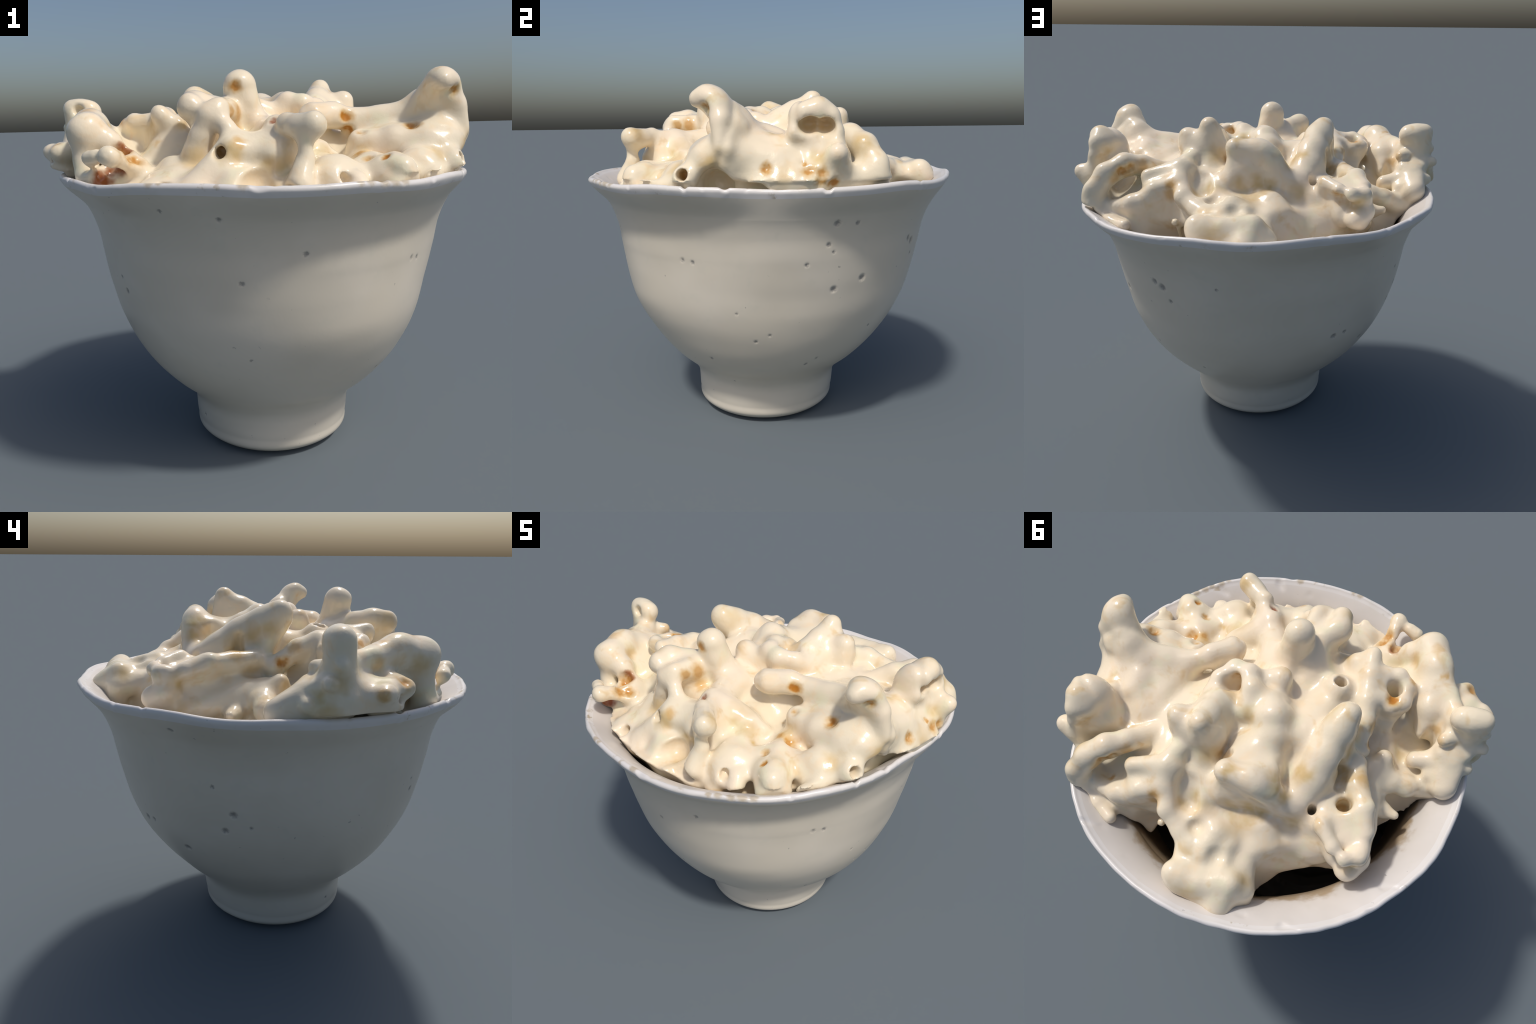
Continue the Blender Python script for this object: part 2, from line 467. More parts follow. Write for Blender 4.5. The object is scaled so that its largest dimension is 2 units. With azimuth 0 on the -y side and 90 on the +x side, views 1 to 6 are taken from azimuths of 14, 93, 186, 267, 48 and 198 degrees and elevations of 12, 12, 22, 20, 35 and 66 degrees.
# low kernels along the front
kernel(
    limb((.18, -.70, 1.30, .08), (.10, -.72, 1.26, .09), (.02, -.70, 1.24, .09)),
    limb((-.16, -.71, 1.31, .06), (-.20, -.65, 1.34, .07), (-.24, -.56, 1.40, .07)),
    limb((-.12, -.76, 1.28, .07), (-.25, -.73, 1.30, .06)),
    limb((.30, -.70, 1.28, .08), (.33, -.68, 1.36, .06)),
)
# arched kernel on the -x -y rim
kernel(
    limb((-.622, -.605, 1.575, .082), (-.655, -.50, 1.595, .082), (-.665, -.40, 1.55, .080), (-.685, -.30, 1.53, .07), (-.70, -.22, 1.45, .06), k=.045),
    limb((-.60, -.59, 1.57, .075), (-.53, -.585, 1.53, .06), (-.455, -.59, 1.465, .045), (-.39, -.56, 1.39, .05), k=.04),
    limb((-.62, -.60, 1.53, .06), (-.62, -.62, 1.45, .058), (-.60, -.65, 1.36, .07), k=.045),
    limb((-.53, -.745, 1.476, .036), (-.42, -.795, 1.482, .037), k=.02),
    limb((-.42, -.795, 1.482, .036), (-.41, -.71, 1.462, .042), (-.38, -.63, 1.42, .06), k=.03),
    limb((-.53, -.70, 1.38, .05), (-.45, -.60, 1.42, .07)),
    limb((-.58, -.46, 1.46, .09), (-.56, -.36, 1.45, .08)),
    limb((-.62, -.45, 1.44, .10), (-.66, -.35, 1.42, .10)),
    bite((-.44, -.70, 1.53, .03), (-.46, -.64, 1.50, .03), k=.012),
    bite((-.45, -.90, 1.415, .036), (-.45, -.74, 1.415, .034), k=.012),
)
# upright prong on the -x rim
kernel(
    limb((-.915, -.205, 1.690, .048), (-.82, -.20, 1.675, .050), k=.03),
    limb((-.875, -.205, 1.67, .058), (-.875, -.205, 1.60, .056), (-.86, -.20, 1.52, .075), (-.83, -.17, 1.43, .10), k=.05),
    limb((-.90, -.20, 1.62, .05), (-.91, -.22, 1.52, .06), (-.89, -.2, 1.44, .08), k=.05),
    limb((-.82, -.24, 1.50, .07), (-.84, -.34, 1.48, .058), (-.86, -.41, 1.475, .055), (-.86, -.40, 1.40, .07), k=.05),
    limb((-.82, -.24, 1.58, .05), (-.745, -.36, 1.585, .05), (-.68, -.46, 1.60, .06), k=.045),
    limb((-.84, -.08, 1.43, .085), (-.85, .02, 1.39, .065)),
    limb((-.975, -.37, 1.50, .022), (-.94, -.38, 1.49, .040), (-.88, -.38, 1.46, .06), k=.03),
    limb((-.90, -.30, 1.46, .06), (-.92, -.20, 1.43, .06)),
    bite((-.855, -.28, 1.69, .026), (-.855, -.24, 1.68, .022), k=.02),
    bite((-.90, -.47, 1.46, .02), (-.89, -.43, 1.455, .02), k=.012),
)
# crumbly cluster inside the -x rim
kernel(
    limb((-.76, -.42, 1.50, .05), (-.84, -.48, 1.49, .04), k=.035),
    limb((-.74, -.32, 1.50, .045), (-.78, -.22, 1.48, .045), k=.035),
    limb((-.79, -.31, 1.51, .045), (-.83, -.26, 1.50, .045), k=.035),
    limb((-.685, -.067, 1.415, .040), (-.75, -.08, 1.42, .05), k=.03),
    limb((-.77, -.02, 1.395, .034), (-.82, -.02, 1.41, .04), k=.025),
    limb((-.80, -.10, 1.50, .035), (-.85, -.08, 1.48, .04), k=.025),
    limb((-.88, -.05, 1.455, .035), (-.87, .02, 1.42, .035), k=.025),
    limb((-.955, -.20, 1.60, .026), (-.91, -.20, 1.58, .04), k=.02),
    limb((-.965, -.16, 1.53, .030), (-.92, -.16, 1.52, .04), k=.02),
    limb((-.955, -.24, 1.47, .034), (-.90, -.22, 1.47, .05), k=.02),
    limb((-.925, -.08, 1.44, .034), (-.88, -.1, 1.44, .04), k=.02),
    limb((-.78, -.13, 1.56, .030), (-.82, -.17, 1.56, .04), k=.02),
    limb((-.90, -.12, 1.50, .035), (-.87, -.13, 1.50, .04), k=.025),
    limb((-.50, .05, 1.41, .055), (-.60, .07, 1.38, .05), (-.68, .06, 1.355, .05), (-.74, .02, 1.31, .055), (-.82, .0, 1.32, .06), k=.04),
    limb((-.54, .32, 1.345, .07), (-.50, .15, 1.37, .08)),
    limb((-.53, .42, 1.32, .07), (-.48, .40, 1.36, .08)),
    limb((-.665, .215, 1.33, .028), (-.60, .20, 1.32, .045), (-.52, .18, 1.34, .07), k=.03),
    limb((-.54, -.01, 1.45, .042), (-.55, .04, 1.40, .05), k=.03),
    bite((-.72, -.17, 1.54, .034), (-.72, -.16, 1.40, .03), k=.015),
)
# knobbed kernel
kernel(
    limb((.275, .24, 1.770, .038), (.265, .23, 1.72, .052), (.255, .22, 1.64, .07), (.25, .28, 1.56, .07), k=.035),
    limb((.400, .20, 1.705, .047), (.385, .205, 1.65, .055), (.34, .20, 1.62, .065), k=.035),
    limb((.272, .225, 1.755, .042), (.268, .14, 1.71, .052), (.26, .04, 1.66, .06), k=.04),
    limb((.32, .22, 1.665, .055), (.28, .10, 1.645, .055)),
    web((.25, .22, 1.65), (.38, .20, 1.65), (.22, -.02, 1.63), .045),
)
# hollow arch by the arm
kernel(
    limb((.32, .02, 1.62, .05), (.295, -.06, 1.66, .05), (.24, -.12, 1.68, .05), (.17, -.11, 1.695, .05), (.13, -.04, 1.695, .05), (.13, .05, 1.65, .05), k=.035),
    limb((.22, -.03, 1.56, .085), (.22, .03, 1.56, .08)),
    bite((.245, -.03, 1.72, .04), (.225, -.045, 1.66, .03), (.19, -.07, 1.64, .028), k=.02),
)
# rounded crown
kernel(
    limb((.03, .0, 1.64, .085), (-.0, .055, 1.66, .085), (-.02, .13, 1.63, .08), (.03, .22, 1.58, .09)),
    limb((-.01, .062, 1.70, .04), (0, .06, 1.65, .06), k=.03),
)
# gaps left between the kernels and the cup
kernel(
    bite((-.26, .75, 1.22, .13), (-.34, .72, 1.14, .17), (-.47, .63, 1.22, .12), k=.04),
    bite((.14, .68, 1.19, .11), (.24, .72, 1.27, .07), (.33, .70, 1.31, .075), (.40, .70, 1.35, .07), (.44, .64, 1.25, .10), (.34, .63, 1.22, .105), (.36, .60, 1.08, .12), k=.04),
    bite((-.73, .36, 1.36, .08), (-.68, .30, 1.2, .09), k=.05),
    bite((.92, -.02, 1.34, .06), (.92, -.22, 1.34, .05), k=.04),
)
# folded kernels low on the front
kernel(
    limb((-.28, -.68, 1.36, .045), (-.27, -.735, 1.33, .05), (-.27, -.71, 1.24, .06), k=.03),
    limb((-.06, -.71, 1.35, .055), (-.10, -.74, 1.31, .05), (-.14, -.70, 1.24, .06), k=.03),
    limb((.06, -.75, 1.31, .05), (.12, -.76, 1.27, .05), k=.03),
    limb((.24, -.73, 1.30, .05), (.22, -.70, 1.22, .06), k=.03),
    bite((-.19, -.82, 1.36, .03), (-.20, -.72, 1.32, .03), k=.03),
)
# small puckers on the broad kernels
kernel(
    limb((.68, .02, 1.60, .03), (.70, .08, 1.58, .03), k=.05),
    limb((.10, .60, 1.44, .04), (.12, .70, 1.42, .035), k=.04),
    limb((-.10, .50, 1.44, .04), (-.16, .55, 1.41, .035), k=.04),
    limb((.14, -.12, 1.63, .05), (.03, -.15, 1.66, .06), k=.05),
    bite((.18, .60, 1.50, .03), (.19, .60, 1.46, .025), k=.04),
    bite((.275, .46, 1.56, .046), (.255, .52, 1.50, .046), k=.035),
    bite((.15, .30, 1.70, .025), (.14, .29, 1.65, .025), k=.02),
    bite((-.13, .24, 1.68, .03), (-.14, .30, 1.62, .03), k=.03),
    bite((.07, .76, 1.49, .03), (.06, .70, 1.46, .03), k=.03),
    bite((-.55, -.30, 1.50, .03), (-.57, -.20, 1.46, .03), k=.03),
)


# level of the packed popcorn between the pieces that stand out
BED = [
    (0, -.82, 1.33), (.38, -.74, 1.26), (-.35, -.78, 1.35), (.68, -.55, 1.30), (-.64, -.56, 1.34), (.9, -.2, 1.36), (.88, .12, 1.36), (.55, -.66, 1.22), (.8, -.38, 1.33),
    (0, -.62, 1.42), (.30, -.55, 1.46), (.55, -.40, 1.42), (-.28, -.60, 1.40), (-.55, -.42, 1.46), (-.28, -.40, 1.57), (-.08, -.30, 1.66), (.05, -.46, 1.56),
    (0, -.30, 1.57), (.28, -.30, 1.50), (.42, -.30, 1.43), (.26, -.16, 1.63), (.60, -.12, 1.59), (-.26, -.22, 1.58), (0, 0, 1.66), (.28, .10, 1.63), (-.16, .08, 1.61), (-.1, -.12, 1.6), (.13, -.2, 1.59),
    (.58, .10, 1.57), (.75, 0, 1.55), (-.5, -.05, 1.44), (-.68, -.1, 1.37), (-.8, -.1, 1.34), (0, .25, 1.63), (.22, .32, 1.57), (-.18, .33, 1.54), (.40, .12, 1.60),
    (-.42, .25, 1.47), (.42, .28, 1.58), (.64, .24, 1.54), (.60, .34, 1.50), (.66, .44, 1.44), (.30, .36, 1.58), (.1, .55, 1.46), (-.1, .55, 1.43), (-.35, .46, 1.40), (.06, .74, 1.36), (.30, .48, 1.50), (.14, .66, 1.41),
    (.42, .70, 1.10), (.50, .74, 1.10), (-.20, .76, 1.10), (-.36, .70, 1.10), (-.5, .62, 1.12), (-.68, .35, 1.10), (-.74, .18, 1.15), (.72, .5, 1.38), (.76, .6, 1.28), (.85, .4, 1.36), (-.1, .85, 1.15), (.3, .86, 1.2), (-.65, .5, 1.1),
]



# amber hulls and tan patches that partly copy the scan's brown shade: x, y, z, size, depth of colour
HULL_SPOTS = [
    (0.458, -0.22, 1.621, 0.034, 1), (0.458, -0.186, 1.556, 0.034, 1), (0.744, -0.272, 1.578, 0.036, 0.95), (0.004, -0.424, 1.754, 0.03, 0.85),
    (0.016, -0.538, 1.649, 0.034, 0.7), (0.002, -0.644, 1.494, 0.036, 0.75), (0.094, -0.693, 1.53, 0.03, 0.6), (-0.647, -0.547, 1.671, 0.036, 0.5),
    (0.032, -0.47, 1.648, 0.048, 0.72), (0.019, -0.453, 1.566, 0.04, 0.6), (0.917, -0.233, 1.712, 0.026, 0.9), (-0.457, -0.615, 1.474, 0.05, 0.95),
    (-0.376, -0.692, 1.482, 0.045, 0.95), (-0.357, -0.656, 1.466, 0.04, 0.9), (0.648, -0.597, 1.464, 0.02, 1), (0.535, -0.396, 1.465, 0.034, 0.74),
    (0.599, -0.379, 1.456, 0.036, 0.95), (0.97, 0.207, 1.454, 0.035, 0.8), (0.972, 0.261, 1.441, 0.03, 0.8), (0.961, 0.03, 1.46, 0.028, 0.85),
    (0.939, 0.186, 1.484, 0.017, 0.8), (0.977, 0.261, 1.404, 0.03, 0.9), (0.948, 0.313, 1.397, 0.032, 0.95), (0.031, -0.46, 1.635, 0.034, 0.7),
    (0.687, 0.464, 1.558, 0.04, 0.8), (0.643, 0.438, 1.572, 0.04, 0.75), (0.602, 0.393, 1.583, 0.034, 0.6), (0.41, 0.542, 1.473, 0.04, 0.6),
    (-0.411, 0.535, 1.484, 0.035, 0.75), (-0.436, 0.531, 1.474, 0.03, 0.9), (-0.752, -0.121, 1.568, 0.034, 0.5), (0.18, 0.28, 1.601, 0.03, 0.6),
    (-0.461, -0.031, 1.523, 0.036, 0.9), (-0.446, -0.083, 1.594, 0.034, 0.55), (-0.476, 0.18, 1.57, 0.045, 0.6), (-0.987, -0.355, 1.488, 0.032, 0.65),
    (-0.867, -0.476, 1.524, 0.045, 0.8), (-0.791, -0.381, 1.575, 0.035, 0.5), (-0.705, -0.417, 1.653, 0.022, 0.6), (0.577, -0.527, 1.45, 0.024, 0.8),
    (0.216, -0.074, 1.691, 0.032, 0.8), (-0.5, -0.231, 1.629, 0.036, 1), (-0.571, -0.355, 1.626, 0.028, 0.7), (-0.562, -0.51, 1.583, 0.042, 0.5),
    (-0.423, -0.626, 1.49, 0.03, 0.7), (-0.743, -0.199, 1.517, 0.034, 0.6), (0.666, 0.491, 1.431, 0.022, 0.7), (0.411, 0.535, 1.517, 0.034, 0.7),
    (0.146, 0.294, 1.619, 0.034, 0.55), (0.663, 0.449, 1.559, 0.045, 0.7), (0.714, 0.484, 1.536, 0.04, 0.6), (0.614, 0.405, 1.584, 0.04, 0.5),
    (0.53, -0.29, 1.559, 0.022, 0.8), (-0.41, 0.282, 1.401, 0.03, 0.6), (0.845, 0.21, 1.635, 0.05, 0.6), (0.845, 0.28, 1.64, 0.045, 0.62),
    (0.84, -0.33, 1.425, 0.05, 0.74), (-0.42, 0.31, 1.49, 0.03, 0.5), (0.19, -0.06, 1.62, 0.03, 0.7),
]
RED_SPOTS = [
    (-0.437, -0.695, 1.425, 0.042, 1), (-0.467, -0.696, 1.42, 0.036, 1), (-0.442, -0.606, 1.51, 0.036, 1), (-0.486, -0.738, 1.384, 0.05, 1),
    (0.203, -0.574, 1.614, 0.026, 1),
]
TAN_SPOTS = [
    (-0.394, -0.423, 1.584, 0.045, 0.8), (-0.239, -0.415, 1.605, 0.045, 0.9), (0.203, -0.689, 1.437, 0.05, 0.9), (0.264, -0.673, 1.442, 0.05, 0.7),
    (0.556, -0.358, 1.474, 0.06, 0.8), (-0.122, -0.645, 1.467, 0.06, 0.8), (0.849, -0.373, 1.464, 0.05, 0.7), (0.057, -0.726, 1.492, 0.05, 0.9),
    (-0.251, -0.021, 1.738, 0.07, 0.6), (0.207, -0.734, 1.331, 0.08, 0.6), (0.337, -0.459, 1.544, 0.06, 0.5), (0.405, -0.664, 1.612, 0.05, 0.9),
    (0.827, 0.438, 1.57, 0.06, 0.85), (0.842, 0.465, 1.542, 0.04, 0.8), (0.935, 0.25, 1.493, 0.05, 0.8), (0.978, 0.106, 1.435, 0.06, 0.6),
    (0.824, 0.039, 1.602, 0.03, 0.7), (0.97, -0.189, 1.498, 0.06, 0.7), (0.413, -0.473, 1.47, 0.05, 0.7), (0.077, 0.467, 1.515, 0.05, 0.8),
    (-0.022, 0.456, 1.521, 0.05, 1), (-0.072, 0.456, 1.509, 0.04, 1), (-0.516, 0.549, 1.458, 0.05, 0.9), (-0.221, 0.446, 1.478, 0.06, 0.8),
    (0.237, 0.469, 1.493, 0.04, 0.7), (0.223, 0.306, 1.636, 0.06, 0.8), (0.109, 0.084, 1.692, 0.04, 0.8), (0.142, 0.891, 1.397, 0.06, 0.7),
    (-0.375, 0.103, 1.639, 0.06, 1), (-0.388, 0.022, 1.67, 0.05, 0.8), (-0.341, 0.177, 1.597, 0.06, 0.8), (-0.971, -0.192, 1.541, 0.045, 0.9),
    (-0.58, 0.438, 1.457, 0.05, 1), (-0.157, 0.391, 1.612, 0.05, 1), (-0.711, -0.581, 1.556, 0.05, 0.8), (-0.201, -0.56, 1.699, 0.06, 0.7),
    (-0.096, 0.758, 1.408, 0.05, 0.8), (-0.941, -0.12, 1.462, 0.04, 0.8), (-0.971, -0.148, 1.429, 0.06, 0.8), (-0.595, 0.434, 1.351, 0.06, 0.6),
    (-0.458, 0.114, 1.497, 0.05, 0.6), (-0.582, -0.024, 1.447, 0.05, 0.7), (0.459, -0.498, 1.443, 0.035, 1), (0.073, 0.397, 1.732, 0.03, 1),
    (-0.122, 0.392, 1.667, 0.045, 1), (-0.099, 0.343, 1.684, 0.04, 0.8), (-0.206, 0.267, 1.63, 0.05, 1), (-0.356, 0.162, 1.527, 0.05, 1),
    (0.199, 0.512, 1.499, 0.05, 0.6), (0.005, 0.532, 1.458, 0.07, 0.5), (0.297, 0.517, 1.473, 0.04, 0.8), (-0.611, -0.092, 1.38, 0.05, 0.6),
]


H = .0085
LO, HI = np.array([-1.09, -1.06, 1.02]), np.array([1.09, 1.06, 1.92])


def seg_dist(X, Y, Z, a, b):
    """distance to a limb section whose radius swells from a[3] to b[3]"""
    d = b[:3] - a[:3]
    px, py, pz = X - a[0], Y - a[1], Z - a[2]
    dd = float(d @ d)
    t = np.clip((px*d[0] + py*d[1] + pz*d[2])/dd, 0, 1) if dd > 1e-9 else 0*px
    q = np.sqrt((px - t*d[0])**2 + (py - t*d[1])**2 + (pz - t*d[2])**2)
    return q - (a[3] + (b[3] - a[3])*t)


def tri_dist(X, Y, Z, tri):
    a, b, c = tri
    P = np.stack([X, Y, Z], -1)
    n = np.cross(b - a, c - a)
    n /= np.linalg.norm(n) + 1e-12
    inside = np.ones(X.shape, bool)
    edge = np.full(X.shape, 1e9)
    for p, q in ((a, b), (b, c), (c, a)):
        e = q - p
        w = P - p
        t = np.clip((w @ e)/(e @ e), 0, 1)
        edge = np.minimum(edge, np.linalg.norm(w - t[..., None]*e, axis=-1))
        inside &= (w @ np.cross(n, e)) >= 0
    return np.where(inside, np.abs((P - a) @ n), edge)


def smin(a, b, k):
    h = np.clip(k - np.abs(a - b), 0, None)/k
    return np.minimum(a, b) - h*h*k*.25


def level(x, y):
    """bed height: inverse-distance blend of the placed levels"""
    num, den = 0, 0
    for px, py, pz in BED:
        w = 1/((x - px)**2 + (y - py)**2 + .004)**2
        num, den = num + w*pz, den + w
    return num/den


def build_popcorn(parent, material):
    n = np.ceil((HI - LO)/H).astype(int)
    xs, ys, zs = [(LO[i] + H*np.arange(n[i])).astype(np.float32) for i in range(3)]
    X2, Y2 = np.meshgrid(xs, ys, indexing="ij")
    bed = level(X2, Y2).astype(np.float32)
    F = ((zs[None, None] - bed[..., None])*.75).astype(np.float32)
    # the bed is held by the cup wall and hollow below
    th = np.arctan2(Y2, X2)
    rad = np.hypot(X2, Y2)
    wall = np.empty_like(F)
    for kz, z in enumerate(zs):
        cx, cy = cup_centre(z)
        rr = float(catmull(np.array([min(z, 1.38)]), PROFILE_Z, PROFILE_R)[0]) + max(0, z - 1.395)*4
        wall[..., kz] = rr - np.hypot(X2 - cx, Y2 - cy)
    F = np.maximum(F, .088 - wall)
    F = np.maximum(F, (1.13 + .03*np.sin(5*X2)*np.cos(4*Y2))[..., None].astype(np.float32) - zs[None, None])
    best = np.clip(F + .03, .02, None)
    own = np.zeros(F.shape, np.int16)
    lump = WaveNoise(21, 13)
    fine = WaveNoise(22, 42)
    bites = []
    for ki, parts in enumerate(KERNELS, 1):
        for p in parts:
            if p[0] in ("bite", "drip"):
                bites.append((ki, p))
                continue
            pts = p[1][:, :3]
            r = p[1][:, 3].max() if p[0] == "limb" else p[2]
            pad = r + .13
            a = np.clip(np.floor((pts.min(0) - pad - LO)/H).astype(int), 0, n)
            b = np.clip(np.ceil((pts.max(0) + pad - LO)/H).astype(int), 0, n)
            s = tuple(slice(a[i], b[i]) for i in range(3))
            X, Y, Z = np.meshgrid(xs[s[0]], ys[s[1]], zs[s[2]], indexing="ij")
            if p[0] == "limb":
                c = p[1]
                d = seg_dist(X, Y, Z, c[0], c[min(1, len(c) - 1)])
                for m in range(1, len(c) - 1):
                    d = smin(d, seg_dist(X, Y, Z, c[m], c[m + 1]), .02)
                k = p[2]
            else:
                d = tri_dist(X, Y, Z, p[1]) - r
                k = p[3]
            F[s] = smin(F[s], d.astype(np.float32), k)
            closer = d < best[s]
            best[s] = np.where(closer, d, best[s])
            own[s] = np.where(closer, ki, own[s])
    for ki, p in sorted(bites, key=lambda b: b[1][0] == "drip"):
        c = p[1]
        pad = c[:, 3].max() + .08
        a = np.clip(np.floor((c[:, :3].min(0) - pad - LO)/H).astype(int), 0, n)
        b = np.clip(np.ceil((c[:, :3].max(0) + pad - LO)/H).astype(int), 0, n)
        s = tuple(slice(a[i], b[i]) for i in range(3))
        X, Y, Z = np.meshgrid(xs[s[0]], ys[s[1]], zs[s[2]], indexing="ij")
        d = seg_dist(X, Y, Z, c[0], c[min(1, len(c) - 1)])
        for m in range(1, len(c) - 1):
            d = np.minimum(d, seg_dist(X, Y, Z, c[m], c[m + 1]))
        if p[0] == "drip":
            F[s] = smin(F[s], d.astype(np.float32), p[2])
            own[s] = np.where(d < .01, ki, own[s])
        else:
            F[s] = -smin(-F[s], d.astype(np.float32), p[2])
    # hulls sit at the bottom of shallow pits
    for hx, hy, hz, hr, hs in HULL_SPOTS + RED_SPOTS:
        if hs < .75:
            continue
        c, pr = np.array([hx, hy, hz]), hr*.45
        a = np.clip(np.floor((c - pr - .05 - LO)/H).astype(int), 0, n)
        b = np.clip(np.ceil((c + pr + .05 - LO)/H).astype(int), 0, n)
        s = tuple(slice(a[i], b[i]) for i in range(3))
        X, Y, Z = np.meshgrid(xs[s[0]], ys[s[1]], zs[s[2]], indexing="ij")
        d = np.sqrt((X - hx)**2 + (Y - hy)**2 + (Z - hz)**2) - pr
        F[s] = -smin(-F[s], d.astype(np.float32), .03)
    # nothing passes through the cup
    F = -smin(-F, (wall - .028), .02)
    # swelling of the puffed surface, near the surface only
    band = np.abs(F) < .05
    I = np.nonzero(band)
    xx, yy, zz = xs[I[0]], ys[I[1]], zs[I[2]]
    folds = np.exp(-(WaveNoise(23, 11)(xx, yy, zz)/.20)**2)*np.clip(WaveNoise(24, 5)(xx, yy, zz)*1.5, 0, 1)
    F[I] += (.0045*lump(xx, yy, zz) + .0018*fine(xx, yy, zz) + .009*folds).astype(np.float32)
    F[0], F[-1], F[:, 0], F[:, -1], F[:, :, 0], F[:, :, -1] = [1]*6

    # ---- surface nets
    ins = F < 0
    cell = np.zeros(np.array(F.shape) - 1, np.int8)
    for dx in (0, 1):
        for dy in (0, 1):
            for dz in (0, 1):
                cell += ins[dx:dx + n[0] - 1, dy:dy + n[1] - 1, dz:dz + n[2] - 1]
    act = (cell > 0) & (cell < 8)
    C = np.argwhere(act)
    idx = np.full(act.shape, -1, np.int64)
    idx[act] = np.arange(len(C))
    acc, cnt = np.zeros((len(C), 3)), np.zeros(len(C))
    corners = [(i, j, k) for i in (0, 1) for j in (0, 1) for k in (0, 1)]
    for p in corners:
        for ax in range(3):
            if p[ax]:
                continue
            q = list(p)
            q[ax] = 1
            fa = F[C[:, 0] + p[0], C[:, 1] + p[1], C[:, 2] + p[2]]
            fb = F[C[:, 0] + q[0], C[:, 1] + q[1], C[:, 2] + q[2]]
            m = (fa < 0) != (fb < 0)
            t = np.where(m, fa/np.where(m, fa - fb, 1), 0)
            pos = np.array(p, float) + np.eye(3)[ax]*t[:, None]
            acc[m] += pos[m]
            cnt += m
    V = LO + H*(C + acc/cnt[:, None])
    quads = []
    for ax in range(3):
        u, v = (ax + 1) % 3, (ax + 2) % 3
        a = np.take(ins, range(0, n[ax] - 1), ax)
        b = np.take(ins, range(1, n[ax]), ax)
        E = np.argwhere(a != b)
        flip = a[tuple(E.T)]
        E2 = []
        for du, dv in ((-1, -1), (0, -1), (0, 0), (-1, 0)):
            e = E.copy()
            e[:, u] += du
            e[:, v] += dv
            E2.append(idx[tuple(e.T)])
        q = np.stack(E2, -1)
        q[~flip] = q[~flip][:, ::-1]
        quads.append(q)
    Q = np.concatenate(quads)
    Q = Q[(Q >= 0).all(1)]
    # keep the main body, drop crumbs cut loose
    par = np.arange(len(V))
    for _ in range(400):
        m = par[Q].min(1)
        new = par.copy()
        for k in range(4):
            np.minimum.at(new, Q[:, k], m)
        new = new[new]
        if (new == par).all():
            break
        par = new
    main = np.bincount(par).argmax()
    Q = Q[par[Q[:, 0]] == main]
    # two rounds of smoothing
    for lam in (.5, .4):
        s, w = np.zeros_like(V), np.zeros(len(V))
        for a, b in ((0, 1), (1, 2), (2, 3), (3, 0)):
            for i, j in ((a, b), (b, a)):
                np.add.at(s, Q[:, i], V[Q[:, j]])
                np.add.at(w, Q[:, i], 1)
        m = w > 0
        V[m] += lam*(s[m]/w[m][:, None] - V[m])
    N = vertex_normals(V, Q)
    fc = np.clip(np.rint((V[Q].mean(1) - LO)/H).astype(int), 0, n - 1)
    L = own[tuple(fc.T)].astype(int)
    return split_parts(lambda l: "popcorn_bed" if l == 0 else "popcorn", V, Q, L, N, lambda l: material, parent)


# ================================================================== MATERIALS
def glaze(name, spots=(), worn=False, mark=(.13, .13, .135), a=(.66, .60, .495), b=(.70, .64, .54), stain=False):
    m = Nodes(name)
    base = m.mix(m.ramp(m.noise(2.2, 3), .35, .7), a, b)
    base = m.mix(m.ramp(m.noise(9, 4), .55, .8, 0, .35), base, (.58, .56, .47))
    w = m.warp(.018, 95)
    grit = m.math("MULTIPLY", m.ramp(m.noise(38, 2, .5), .73, .77), m.ramp(m.noise(3, 1), .5, .6))
    base = m.mix(m.math("MULTIPLY", grit, .5), base, (.22, .21, .20))
    if worn:
        scuff = m.math("MULTIPLY", m.ramp(m.noise(14, 4, .65), .56, .66), m.ramp(m.noise(4, 2), .5, .62))
        base = m.mix(m.math("MULTIPLY", scuff, .65), base, (.33, .24, .11))
    if spots:
        base = m.mix(m.spots(w, spots, 1.1, .3), base, mark)
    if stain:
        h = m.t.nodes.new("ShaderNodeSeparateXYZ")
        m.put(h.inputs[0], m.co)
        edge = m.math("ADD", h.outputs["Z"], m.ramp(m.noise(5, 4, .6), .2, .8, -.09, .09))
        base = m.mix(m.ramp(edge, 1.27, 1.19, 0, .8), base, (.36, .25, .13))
    m.put(m.bsdf.inputs["Base Color"], base)
    m.bsdf.inputs["Roughness"].default_value = .32
    m.bump(m.noise(60, 3), .08, .004)
    return m.mat




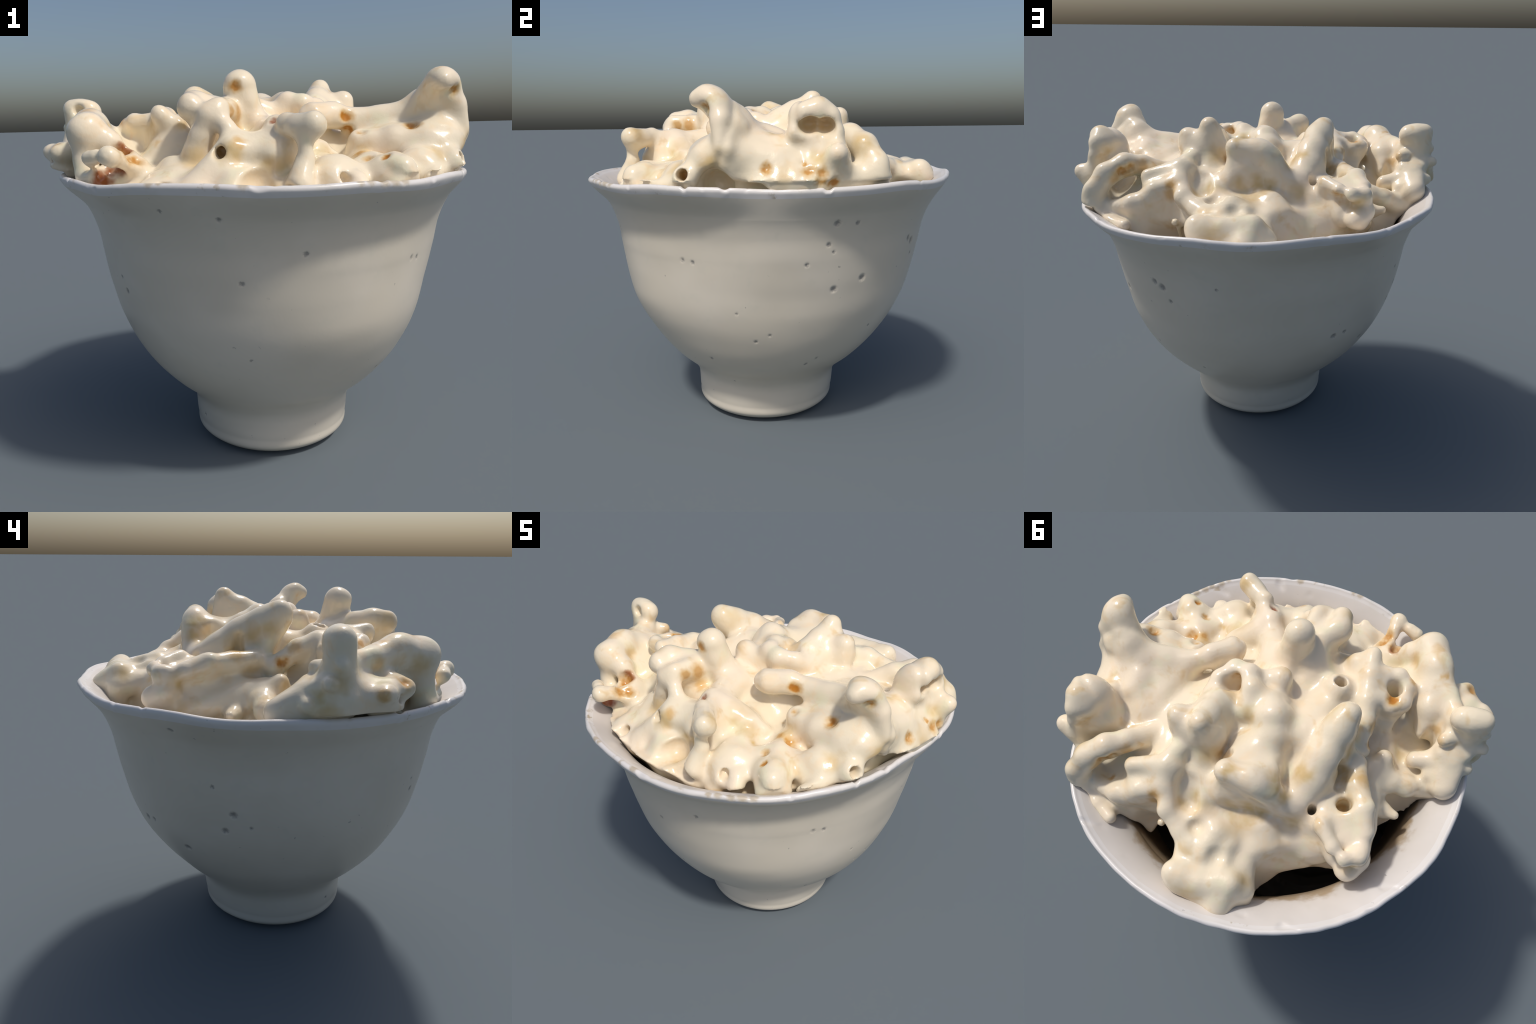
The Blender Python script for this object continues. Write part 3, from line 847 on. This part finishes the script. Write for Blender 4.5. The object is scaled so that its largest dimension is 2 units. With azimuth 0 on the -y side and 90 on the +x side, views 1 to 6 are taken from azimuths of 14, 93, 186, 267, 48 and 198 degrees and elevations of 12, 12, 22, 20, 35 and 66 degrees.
def puffed():
    m = Nodes("puffed_corn")
    base = m.mix(m.ramp(m.noise(3.2, 3), .35, .68), (.82, .72, .54), (.86, .73, .56))
    base = m.mix(m.ramp(m.noise(6.5, 2), .52, .74, 0, .6), base, (.80, .77, .53))
    base = m.mix(m.ramp(m.noise(10, 3, .6, distort=.6), .5, .72, 0, .55), base, (.86, .67, .44))
    w1, w2 = m.warp(.09, 13), m.warp(.045, 22)
    tan = m.math("MULTIPLY", m.ramp(m.noise(7.5, 3, .6, distort=.4), .56, .74), .50)
    base = m.mix(tan, base, (.68, .45, .17))
    base = m.mix(m.math("MULTIPLY", m.spots(w1, TAN_SPOTS, 1.5, 0), .75), base, (.58, .38, .11))
    s = m.spots(w2, HULL_SPOTS, 1.45, .35)
    base = m.mix(s, base, (.60, .33, .06))
    base = m.mix(m.ramp(s, .55, 1.0, 0, .9), base, (.46, .17, .016))
    base = m.mix(m.spots(w2, RED_SPOTS), base, (.30, .085, .02))
    m.put(m.bsdf.inputs["Base Color"], base)
    m.bsdf.inputs["Roughness"].default_value = .17
    m.bsdf.inputs["Specular IOR Level"].default_value = .5
    m.bump(m.noise(19, 4, .55), .22, .010)
    return m.mat


def hollow_shade():  # near-black colour standing in for shade inside the cup
    m = Nodes("hollow_shade")
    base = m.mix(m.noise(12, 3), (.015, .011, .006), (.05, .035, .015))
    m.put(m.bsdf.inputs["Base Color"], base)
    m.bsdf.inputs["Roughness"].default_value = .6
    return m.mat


# ================================================================== BUILD
def top(name, label, category):
    ob = bpy.data.objects.new(name, None)
    bpy.context.scene.collection.objects.link(ob)
    ob["label"], ob["category"] = label, category
    return ob


cup = top("tea_cup", "small white porcelain cup with flared wavy rim and foot", "cup")
g = glaze("porcelain", [(x, y, z, r*1.2, .65) for x, y, z, r in CHIPS])
build_cup(cup, [g, g, glaze("worn_porcelain", [(x, y, z, r*1.15, .6) for x, y, z, r in RIM_STAINS], True, (.40, .30, .15), (.70, .675, .65), (.74, .705, .685)),
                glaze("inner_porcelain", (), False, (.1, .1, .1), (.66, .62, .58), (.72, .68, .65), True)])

heap = top("popcorn_heap", "heap of glossy cream popcorn with amber hulls", "popcorn")
build_popcorn(heap, puffed())

# added dark sheet deep in the cup, so the gaps look shaded
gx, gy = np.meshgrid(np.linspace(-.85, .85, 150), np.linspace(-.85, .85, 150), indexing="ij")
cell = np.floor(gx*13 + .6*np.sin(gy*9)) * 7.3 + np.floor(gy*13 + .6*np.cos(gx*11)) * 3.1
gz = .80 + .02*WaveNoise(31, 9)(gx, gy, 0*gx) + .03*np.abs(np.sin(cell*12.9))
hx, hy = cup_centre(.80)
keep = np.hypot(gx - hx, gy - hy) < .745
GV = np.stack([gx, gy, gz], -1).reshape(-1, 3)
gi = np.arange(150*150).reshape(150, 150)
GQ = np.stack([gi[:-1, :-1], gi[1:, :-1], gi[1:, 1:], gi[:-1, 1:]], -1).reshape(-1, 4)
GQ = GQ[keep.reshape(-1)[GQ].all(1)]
sheet = split_parts(lambda l: "shade_sheet", GV, GQ, np.zeros(len(GQ), int), vertex_normals(GV, GQ),
                     lambda l: hollow_shade(), heap)
sheet[0]["kind"] = "stuff"
